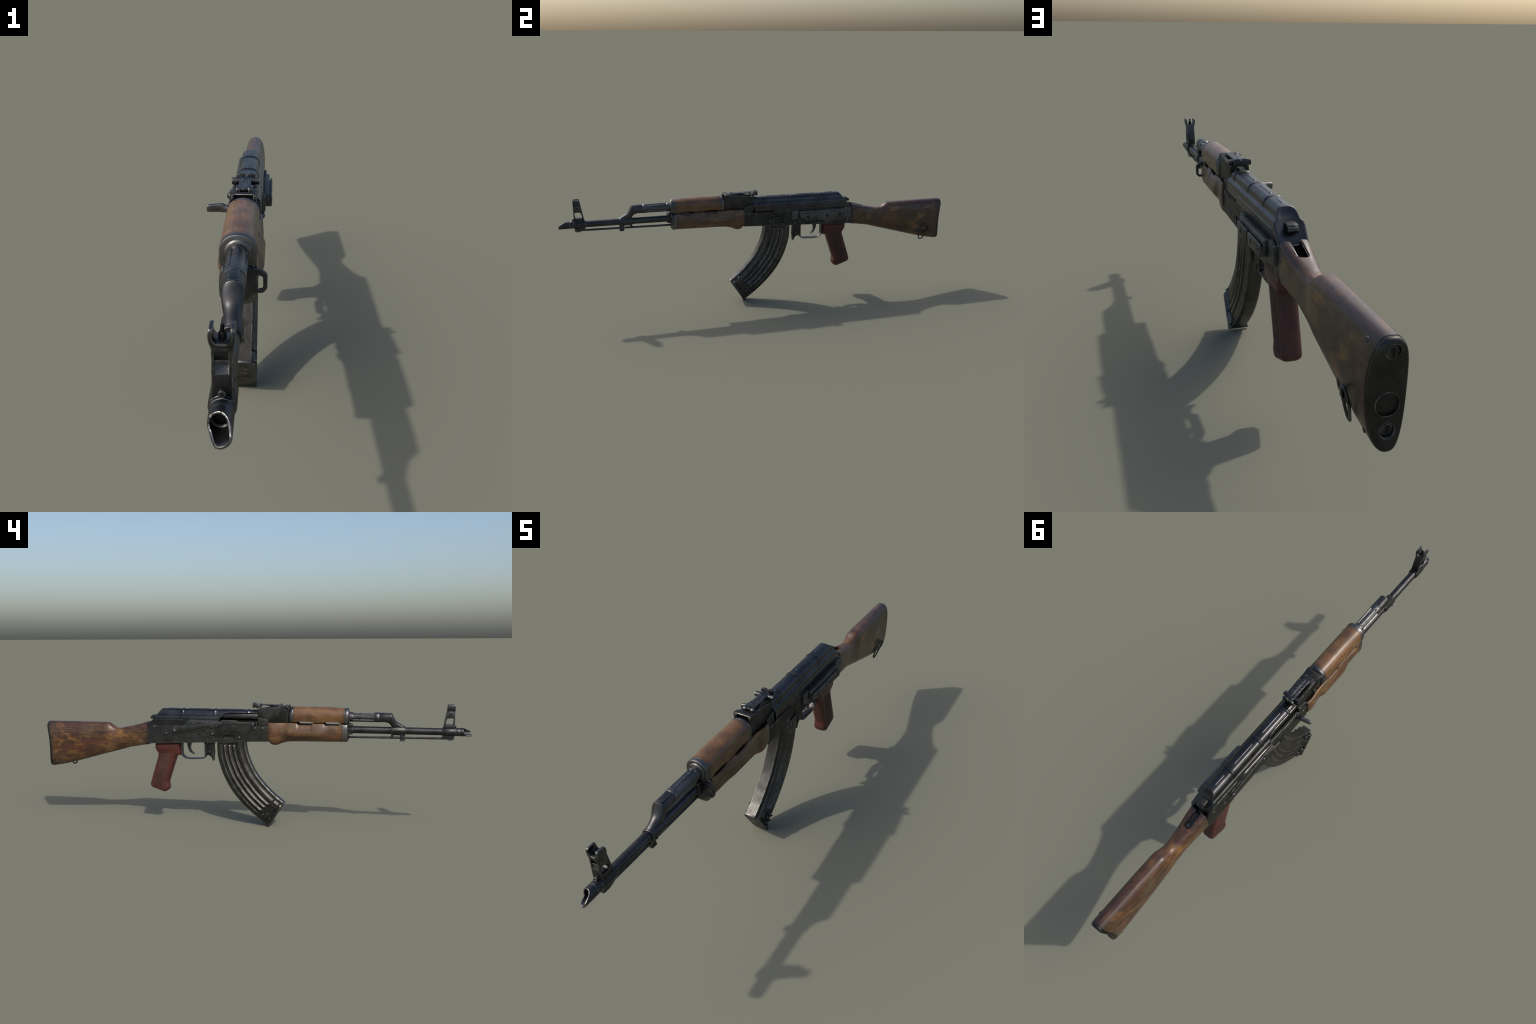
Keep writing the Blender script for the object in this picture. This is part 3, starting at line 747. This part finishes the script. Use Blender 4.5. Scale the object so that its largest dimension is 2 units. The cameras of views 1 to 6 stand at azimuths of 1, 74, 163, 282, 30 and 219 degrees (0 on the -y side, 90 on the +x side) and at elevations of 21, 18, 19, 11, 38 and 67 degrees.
bot_tab = [(-.4480, .4068), (-.35, .4052), (-.245, .4036), (-.205, .4022), (-.185, .3985), (-.165, .3922), (-.150, .3858), (-.137, .3836), (-.125, .3860), (-.115, .3930), (-.1072, .4000)]
hw_tab = [(-.4480, .0388), (-.398, .0390), (-.300, .0395), (-.210, .0402), (-.178, .0415), (-.150, .0456), (-.130, .0470), (-.1072, .0446)]
def lhg_ring(y):
    hw = smooth_table(hw_tab, y); zb = smooth_table(bot_tab, y); zt = .4892
    v = max(bump01(-y, .2374, .3128, .010), bump01(-y, .3587, .4341, .010))
    zt -= .0078 * v
    zi = .4700
    fr_ = max(0, min(1, (y + .388) / .058)); rr_ = max(0, min(1, (-.180 - y) / .030))
    sw = .0122 * fr_ * fr_ * (3 - 2 * fr_) * rr_ * rr_ * (3 - 2 * rr_)           # palm swell
    P = []
    n = 36
    zm = .452
    # right half from top inner lip round to the bottom, then mirrored
    P.append((.0, zi)); P.append((hw - .0085, zi)); P.append((hw - .0080, zt)); P.append((hw - .0015, zt)); P.append((hw - .0002, zt - .0015))
    for i in range(n + 1):
        a = (i / n) ** .8 * pi / 2
        c, s_ = cos(a), sin(a)
        e = .62
        x = hw * abs(c) ** e; zz = zm - (zm - zb) * abs(s_) ** e
        P.append((x, zz))
    out = []
    for x, z_ in P:
        g = math.exp(-(abs(z_ - .4470) / .0225) ** 3.6) * sw * (1 if x > hw * .6 else x / (hw * .6))
        g -= max(0, min(1, (z_ - .462) / .026)) * .0022 if x > hw * .6 else 0
        out.append((x + g, z_))
    full = out + [(-x, z_) for x, z_ in out[::-1][1:] if True]
    full = full[:-1]                                        # last repeats (0,zi)
    # drop duplicate bottom point handled by x=0 symmetrical
    return [(x, y, z_) for x, z_ in full]
def dedupe(ring):
    return ring
ly = [-.1072 - (.4480 - .1072) * i / 110 for i in range(111)]
lower = to_obj('lower_handguard', loft_bm([lhg_ring(y) for y in ly]), 'lower')
finish(lower, .0018, angle=50, limit=55)
# add extra side rows for a smooth swell
def cap_ring(y, k, dz=0):
    hw = .0388 * k; P = []
    for i in range(30):
        a = 2 * pi * i / 30; c, s_ = cos(a), sin(a); e = .55
        zc = .4490; h = (.0445 if s_ > 0 else .0415) * k
        P.append((hw * math.copysign(abs(c) ** e, c), y, zc + h * math.copysign(abs(s_) ** e, s_)))
    return P
cap = finish(to_obj('handguard_retainer', loft_bm([cap_ring(-.4478, .985), cap_ring(-.4492, .985), cap_ring(-.4496, 1.01), cap_ring(-.4640, 1.01), cap_ring(-.4670, .98), cap_ring(-.4680, .93)]), 'ferrule'), 0, angle=50)
prism('retainer_collar', fillet([(-.4660, .4420), (-.4890, .4420), (-.4890, .4850), (-.4790, .4905), (-.4660, .4905)], .003), -.0170, .0170, 'barrel', cap, bevel=.004, seg=3)
box('retainer_latch', -.0300, -.0120, -.4880, -.4670, .4800, .4905, 'barrel', cap, bevel=.002)
loop_out = fillet([(.005, 0.4882), (.0370, 0.4890), (.0480, 0.4857), (.0588, 0.4767), (.0590, 0.4452), (.0505, 0.4354), (.0385, 0.4354), (.0280, 0.4282), (.0140, 0.4152), (-.004, 0.4162), (-.018, 0.4322), (-.018, 0.4822)],
                  [.003, .006, .012, .010, .010, .010, .006, .01, .006, .01, .01, .01], 4)
slot = tool(prism_bm(fillet([(.0385, 0.4747), (.0500, 0.4712), (.0505, 0.4442), (.0395, 0.4432)], [.003, .010, .009, .003], 5), -.52, -.45, 'y'))
prism('front_sling_loop', loop_out, -.4718, -.4628, 'barrel', cap, axis='y', bevel=.0022, seg=3, cuts=[slot])

# ------------------------------------------------------------------ magazine
rear_c = [(.1375, .4050), (.1378, .3850), (.1375, .3600), (.1360, .3300), (.1272, .2890), (.1050, .2265), (.0705, .1650), (.0305, .1150), (-.0118, .0735), (-.0550, .0378), (-.1050, .0018)]
front_c = [(.0040, .4050), (.0028, .3880), (-.0010, .3600), (-.0110, .3225), (-.0258, .2855), (-.0545, .2350), (-.0945, .1880), (-.1188, .1635), (-.1408, .1435), (-.1625, .1268), (-.1775, .1160)]
NT = 130; NU = 90
RC = spline(rear_c, NT); FC = spline(front_c, NT)
h_tab = [(0, .0150), (.02, .0205), (.05, .0228), (.10, .0238), (.14, .0243), (.20, .0250), (.68, .0252), (.73, .0288), (.80, .0288), (.845, .0262), (.875, .0212), (.93, .0206), (.975, .0204), (1.0, .0185)]
def mag_h(u, t):
    h = lerp_table(h_tab, u)
    w = bump01(t, .10, .865 + .02 * (u < .5), .03)
    for c, a, wd in [(.145, .0016, .022), (.285, .0066, .060), (.445, .0066, .060), (.605, .0066, .060)]:
        d = abs(u - c) / wd
        if d < 1: h += a * cos(d * pi / 2) ** 1.15 * bump01(t, .115, .885 - (.04 * abs(u - .2)), .03)
    if t < .10:                       # flat reinforced collar under the receiver
        f = bump01(t, -1, .10, .02)
        if .02 < u < .70: h = h * (1 - f) + .0292 * f
    return h
def mag_rows():
    rings = []
    for i in range(NT):
        t = i / (NT - 1); r_, f_ = RC[i], FC[i]
        up, dn = [], []
        for j in range(NU + 1):
            u = j / NU; u = u if 0 < u < 1 else u
            p = r_.lerp(f_, u); h = mag_h(u, t)
            up.append((h, p.x, p.y)); dn.append((-h, p.x, p.y))
        K = 6
        fr = [(up[-1][0] * (1 - 2 * q / K), up[-1][1], up[-1][2]) for q in range(1, K)]
        bk = [(-up[0][0] * (1 - 2 * q / K), up[0][1], up[0][2]) for q in range(1, K)]
        rings.append(up + fr + dn[::-1] + bk)
    return rings
mag = finish(to_obj('magazine', loft_bm(mag_rows()), 'mag'), 0, angle=55)
# raised reinforcing bars near the floor
def bar_bm(a, b, side, x=.0245, r=.0040, hgt=.0088, n=18, m=10):
    a, b = Vector(a), Vector(b); d = (b - a); L = d.length; d /= L; s = Vector((-d.y, d.x))
    rings = []
    for i in range(n + 1):
        u = i / n; e = min(u, 1 - u) * L / r; k = max(.05, min(1, math.sqrt(max(0, 1 - (1 - min(1, e)) ** 2))))
        p = a + d * L * u; ring = []
        for j in range(m):
            t = 2 * pi * j / m
            q = p + s * r * k * cos(t); ring.append((side * (x + hgt * k * sin(t)), q.x, q.y))
        rings.append(ring)
    return loft_bm(rings)
bars = [((-.0940, .0735), (-.1390, .1340), .0042), ((-.1215, .0530), (-.1620, .1130), .0042), ((-.0860, .0610), (-.0705, .0400), .0052), ((-.1075, .0640), (-.0860, .0280), .0052), ((-.1175, .0430), (-.1030, .0180), .0052),
        ((-.1235, .1070), (-.1455, .0885), .0034), ((-.1235, .0250), (-.1730, .1030), .0030)]
for s_ in (1, -1):
    for a, b, r_ in bars:
        finish(to_obj('magazine_reinforcing_bar', bar_bm(a, b, s_, r=r_), 'magbar', mag))
# floor plate
def along(p, q, off, ext0, ext1):
    p, q = Vector(p), Vector(q); d = (q - p).normalized(); nrm = Vector((d.y, -d.x))
    if nrm.y > 0: nrm = -nrm
    return p - d * ext0 + nrm * off, q + d * ext1 + nrm * off
a0, b0 = along((-.1050, .0018), (-.1775, .1155), .000, .0008, .0015)
a1, b1 = along((-.1050, .0018), (-.1775, .1155), .0055, .0000, .0000)
nr = (a1 - a0).normalized()
fp = [tuple(a0 - nr * .003), tuple(b0 - nr * .003), tuple(b1), tuple(a1)]
floor = prism('magazine_floor_plate', fp, -.0325, .0325, 'magbar', mag, bevel=.0016,
              cuts=[tool(prism_bm([tuple(b0 - (b0 - a0).normalized() * .022 - nr * .02), tuple(b0 + (b0 - a0).normalized() * .03 - nr * .02), tuple(b1 + (b0 - a0).normalized() * .03 + nr * .02), tuple(b1 - (b0 - a0).normalized() * .022 + nr * .02)], s1, s2)) for s1, s2 in ((.0200, .05), (-.05, -.0200))])
axd = (b1 - a1).normalized()
def floor_disc(name, u, rx, ry, h, hole=0):
    c = a1 + axd * u
    bm = bmesh.new(); n = 28; top = []; 
    R = [[], [], [], []]
    for j in range(n):
        t = 2 * pi * j / n
        for k, (f, hh) in enumerate([(1.0, -.002), (1.0, h), (.80, h), (.74, h * .35)]):
            p = c + axd * (ry * f * sin(t)) + nr * hh
            R[k].append((rx * f * cos(t), p.x, p.y))
    bm.free()
    return finish(to_obj(name, loft_bm(R), 'magbar', floor))
floor_disc('floor_plate_boss', .040, .0225, .0190, .0009)
floor_disc('floor_plate_button', .104, .0100, .0085, .0012)
floor_disc('floor_plate_thumb_ledge', .082, .0095, .0055, .0008)

# magazine catch housing, catch paddle, trigger guard
TG = .0135
guard_path = [(.3135, .3820), (.3135, .3320), (.3085, .3205), (.2990, .3120), (.2880, .3078), (.2700, .3070), (.2200, .3092), (.2080, .3105), (.2010, .3160), (.1985, .3240), (.1980, .3850)]
def strip_bm(path, th, hw):
    P = [Vector(p) for p in path]; n = len(P); A, B = [], []
    for i in range(n):
        t = (P[min(i + 1, n - 1)] - P[max(i - 1, 0)]).normalized(); nv = Vector((-t.y, t.x))
        A.append(P[i] + nv * th / 2); B.append(P[i] - nv * th / 2)
    rings = []
    for i in range(n):
        rings.append([(hw, *A[i]), (-hw, *A[i]), (-hw, *B[i]), (hw, *B[i])])
    return loft_bm(rings)
guard = finish(to_obj('trigger_guard', strip_bm([tuple(p) for p in spline(guard_path, 70)], .0046, TG), 'barrel'), .0008)
prism('magazine_catch_housing', fillet([(.1908, .3870), (.1908, .3250), (.1860, .3248), (.1770, .3262), (.1590, .3300), (.1560, .3870)], [0, .003, .004, .004, .004, 0]), -.0135, .0135, 'receiver', guard, bevel=.0015)
prism('magazine_catch_flange', fillet([(.2010, .3900), (.2005, .3800), (.1960, .3740), (.1560, .3760), (.1540, .3900)], .002), -.0170, .0170, 'receiver', guard, bevel=.0015)
catch = prism('magazine_catch', fillet([(.1575, .3800), (.1548, .3400), (.1555, .3280), (.1575, .3200), (.1580, .3010), (.1610, .2985), (.1640, .3090), (.1700, .3195), (.1790, .3262), (.1790, .3420), (.1600, .3500), (.1590, .3800)], [.002, .003, .003, .002, .001, .001, .003, .006, .004, .004, .004, 0], 3), -.0120, .0120, 'receiver', guard, bevel=.0012)
for s_ in (1, -1): rivet(s_, .1760, .3420, .0130, guard, .0050, .0016, 'rivet', 'catch_pin')
for s_ in (1, -1): rivet(s_, .1860, .3835, .0150, guard, .0060, .0040, 'rivet', 'guard_rivet')
trig = prism('trigger', fillet([(0.2915, .3900), (0.2877, .3770), (0.2850, .3598), (0.2782, .3433), (0.2668, .3324), (0.2550, .3272), (0.2517, .3290), (0.2550, .3315), (0.2630, .3390), (0.2685, .3455), (0.2720, .3530), (0.2720, .3660), (0.2670, .3800), (0.2630, .3900)],
             [0, .01, .01, .01, .01, .001, .001, .003, .01, .01, .01, .01, .01, 0], 3), -.0065, .0065, 'barrel', bevel=.0018, seg=3)

# ------------------------------------------------------------------ pistol grip
gpoly = [(.4465, .3720), (.4475, .3520), (.4420, .3420), (.4330, .3290), (.4345, .3170), (.4735, .1945), (.4782, .1770), (.4730, .1655), (.4640, .1600), (.4090, .1415), (.3950, .1428), (.3835, .1500), (.3765, .1640), (.3790, .1780), (.3815, .1880), (.3380, .3170), (.3290, .3215), (.3150, .3215), (.3140, .3760), (.4465, .3730)]
gpoly = [(a - .004 * (1 if a > .40 else -.6), b) for a, b in gpoly[:-2]] + [(.3165, .3860), (.4425, .3830)]
gp = fillet(gpoly, [0, .006, .008, .008, .01, .02, .010, .006, .006, .008, .006, .006, .008, .006, .008, .008, .004, .003, 0, 0], 5)
# even out the spacing so that the rounded sides loft cleanly
def resample(poly, n):
    P = [Vector(p) for p in poly]; P.append(P[0]); d = [0]
    for a, b in zip(P, P[1:]): d.append(d[-1] + (b - a).length)
    out = []; k = 0
    for i in range(n):
        t = d[-1] * i / n
        while d[k + 1] < t: k += 1
        u = (t - d[k]) / max(1e-9, d[k + 1] - d[k]); out.append(P[k].lerp(P[k + 1], u))
    return out
GP = resample(gp, 150)
def offset(P, o):
    n = len(P); Q = []
    for i in range(n):
        t = P[(i + 2) % n] - P[i - 2]; nv = Vector((-t.y, t.x)).normalized()
        Q.append(P[i] + nv * o)
    return Q
area = sum(a.x * b.y - b.x * a.y for a, b in zip(GP, GP[1:] + GP[:1]))
sg = 1 if area > 0 else -1
rings = []; HW, RR = .0268, .0190
levels = [-1 + .5 * 0] 
prof = [(HW - RR + RR * sin(a), RR * (1 - cos(a))) for a in [pi / 2 * i / 8 for i in range(9)]]
for x, o in [(-x, o) for x, o in prof[::-1]] + prof:
    Q = offset(GP, sg * o * .62)
    rings.append([(x, p.x, p.y) for p in Q])
gb = loft_bm(rings)
for z_ in [.322 + .004 * i for i in range(16)]:
    bmesh.ops.bisect_plane(gb, geom=gb.verts[:] + gb.edges[:] + gb.faces[:], plane_co=(0, 0, z_), plane_no=(0, 0, 1))
for v in gb.verts:
    v.co.x *= smooth_table([(.14, 1.0), (.330, 1.0), (.350, 1.12), (.362, 1.16), (.386, 1.17)], v.co.z)
grip = finish(to_obj('pistol_grip', gb, 'grip'), 0, angle=75)
panel = fillet([(.4095, .3310), (.3605, .3325), (.4045, .1840), (.4090, .1690), (.4160, .1665), (.4500, .1775), (.4470, .1960)], [.003, .003, .004, .004, .004, .006, .006], 4)
for s_ in (1, -1):
    a, b = sorted((s_ * .0200, s_ * .0275))
    prism('grip_panel', panel, a, b, 'grip_panel', grip, bevel=.0010)
# ------------------------------------------------------------------ stock
top_tab = [(.4735, .4800), (.5000, .4735), (.5300, .4650), (.5600, .4575), (.5900, .4515), (.6100, .4468), (.6270, .4452), (.6400, .4468), (.6510, .4512), (.6630, .4592), (.6730, .4658), (.6830, .4698), (.7000, .4712), (.80, .4712), (.9880, .4710)]
low_tab = [(.4735, .3705), (.5000, .3668), (.5300, .3612), (.5680, .3545), (.6050, .3440), (.7250, .3115), (.7740, .2978), (.8800, .2690), (.9500, .2530), (.9720, .2492), (.9880, .2500)]
wid_tab = [(.4735, .0390), (.5100, .0374), (.5500, .0345), (.6000, .0312), (.6350, .0304), (.6600, .0326), (.6850, .0356), (.7500, .0370), (.8600, .0380), (.9880, .0386)]
exp_tab = [(.4735, 5.0), (.5200, 3.6), (.6000, 2.7), (.7000, 2.8), (.9880, 2.7)]
YB = .9865                                   # the butt is dished: heel and toe stand out to the rear
def rear_y(y, z_):
    w = max(0, min(1, (y - .90) / .085)); w = w * w * (3 - 2 * w)
    q = z_ - .352
    return y + w * min(.0135, .0135 * (q / (.098 if q > 0 else .105)) ** 2)
def stock_ring(y, k=1.0, n=56, inset=0.0, tilt=0.0):
    zt, zb, hw, e = smooth_table(top_tab, y), smooth_table(low_tab, y), smooth_table(wid_tab, y), smooth_table(exp_tab, y)
    zt -= inset; zb += inset; hw -= inset
    zc = zt * .52 + zb * .48; ht, hb = zt - zc, zc - zb
    taper = smooth_table([(.4735, 0), (.60, .02), (.70, .05), (.90, .10), (.99, .18)], y)
    out = []
    for j in range(n):
        t = 2 * pi * j / n; c, s_ = cos(t), sin(t)
        x = hw * math.copysign(abs(c) ** (2 / e), c)
        w = math.copysign(abs(s_) ** (2 / e), s_)
        z_ = zc + (ht if w > 0 else hb) * w
        f = (z_ - zc) / (ht if w > 0 else hb)
        x *= 1 - taper * max(0, -f) ** 1.5 - .06 * taper * 5 * max(0, f) ** 2
        out.append((x, y + tilt * (z_ - .36), z_))
    return [(a, rear_y(b, c), c) for a, b, c in out]
ys = [.4735 + (.9735 - .4735) * i / 120 for i in range(121)]
def strip_caps(rings, first=True):
    """loft whose ends are closed by strips running across, so the dish keeps its curve"""
    bm = loft_bm(rings, cap=False); bm.verts.ensure_lookup_table(); n = len(rings[0]); q = n // 4
    for base in ([0] if first else []) + [(len(rings) - 1) * n]:
        V = [bm.verts[base + j] for j in range(n)]
        for k in range(n // 2):
            a, b, c, d = V[(q - k) % n], V[(q + k) % n], V[(q + k + 1) % n], V[(q - k - 1) % n]
            L_ = [];  [L_.append(v) for v in (a, b, c, d) if v not in L_]
            if len(L_) > 2: bm.faces.new(L_)
    bmesh.ops.recalc_face_normals(bm, faces=bm.faces); return bm
stock = to_obj('stock', strip_caps([stock_ring(y) for y in ys]), 'stock')
slot_pts = fillet([(-.0150, .460), (-.0150, .5470), (.0150, .5470), (.0150, .460)], [0, .0145, .0145, 0], 6)
sb = prism_bm(slot_pts, .4480, .500, 'z')
finish(stock, .0012, cuts=[tool(sb)], angle=45, limit=50)
tang = prism('receiver_tang', fillet([(-.0135, .470), (-.0135, .5455), (.0135, .5455), (.0135, .470)], [0, .013, .013, 0], 6), .4440, .4505, 'barrel', axis='z', bevel=.0008)
for s_ in (1, -1):
    a, b = sorted((s_ * .0118, s_ * .0140))
    prism('tang_side_wall', [(.472, .449), (.472, .4770), (.500, .4710), (.5380, .4590), (.5380, .449)], a, b, 'barrel', tang, bevel=.0006)
slotted_screw('tang_screw', (0, .5325, .4500), '+z', .0095, .0040, .5, tang, 'rivet')
# butt plate
pl = [stock_ring(.9725, inset=.0008), stock_ring(.9742, inset=.0024), stock_ring(.9752, inset=.0010), stock_ring(.9790, inset=.0008), stock_ring(.9822, inset=.0018), stock_ring(.9845, inset=.0034), stock_ring(.9859, inset=.0056), stock_ring(.9865, inset=.0085), stock_ring(.9868, inset=.0110)]
def shift(ring, y): return [(x, y, z_) for x, _, z_ in ring]
bh = tool(revolve_bm([(.9838, .0225), (1.02, .0225)], 'y', (0, .3405), 32))
bs = [tool(revolve_bm([(y_ - .0030, .0125), (y_ - .0020, .0125), (y_ + .006, .0185)], 'y', (0, z_), 24)) for z_, y_ in ((.4430, .9975), (.2925, .9910))]
plate = finish(to_obj('butt_plate', strip_caps(pl), 'plate'), 0, cuts=[bh] + bs, angle=40)
revolve('butt_trap_door', [(.9800, .0216), (.9844, .0216), (.9849, .0208)], 'plate', plate, c=(0, .3405), seg=32)
for z_, a, y_ in ((.4430, .1, .9975), (.2925, -.05, .9910)):
    slotted_screw('butt_plate_screw', (0, y_ - .003, z_), '+y', .0112, .0026, a, plate, 'plate')
def stock_halfwidth(y, z_):
    return max(x for x, _, zz in sorted(stock_ring(y, n=400), key=lambda p: abs(p[2] - z_))[:6])
for (y, z_) in [(.9515, .4490), (.9555, .2770), (.4884, .4377)]:
    for s_ in (1, -1):
        rivet(s_, y, z_, stock_halfwidth(y, z_) - .0006, stock, .0068, .0020, 'rail', 'stock_rivet')
# rear sling swivel on the left of the butt
sw_x = stock_halfwidth(.885, .300)
swv = prism('sling_swivel_base', fillet([(.8350, .3130), (.8400, .3240), (.8500, .3260), (.8720, .3190), (.9080, .3180), (.9100, .2960), (.8900, .2900), (.8640, .2960), (.8440, .3000)], .005), sw_x - .006, sw_x + .0028, 'barrel', bevel=.0012)
rivet(1, .8460, .3125, sw_x + .002, swv, .0085, .0020, 'barrel', 'swivel_screw')
rivet(1, .8958, .3058, sw_x + .002, swv, .0045, .0020, 'rivet', 'swivel_screw')
box('swivel_clip', sw_x, sw_x + .0065, .862, .874, .2960, .3190, 'barrel', swv, bevel=.0015)
lp = [(.9000, .3375), (.9110, .3365), (.9195, .3260), (.9205, .3110), (.9130, .2920), (.9005, .2690), (.8955, .2598), (.8862, .2565), (.8775, .2600), (.8738, .2710), (.8725, .2950), (.8770, .3160), (.8890, .3310)]
lpts = spline(lp + [lp[0]], 64)[:-1]
wire('sling_loop_wire', [(.0262 + (p.y - .255) * .245 + .10 * (p.x - .893), p.x, p.y) for p in lpts], .0032, 'barrel', swv)
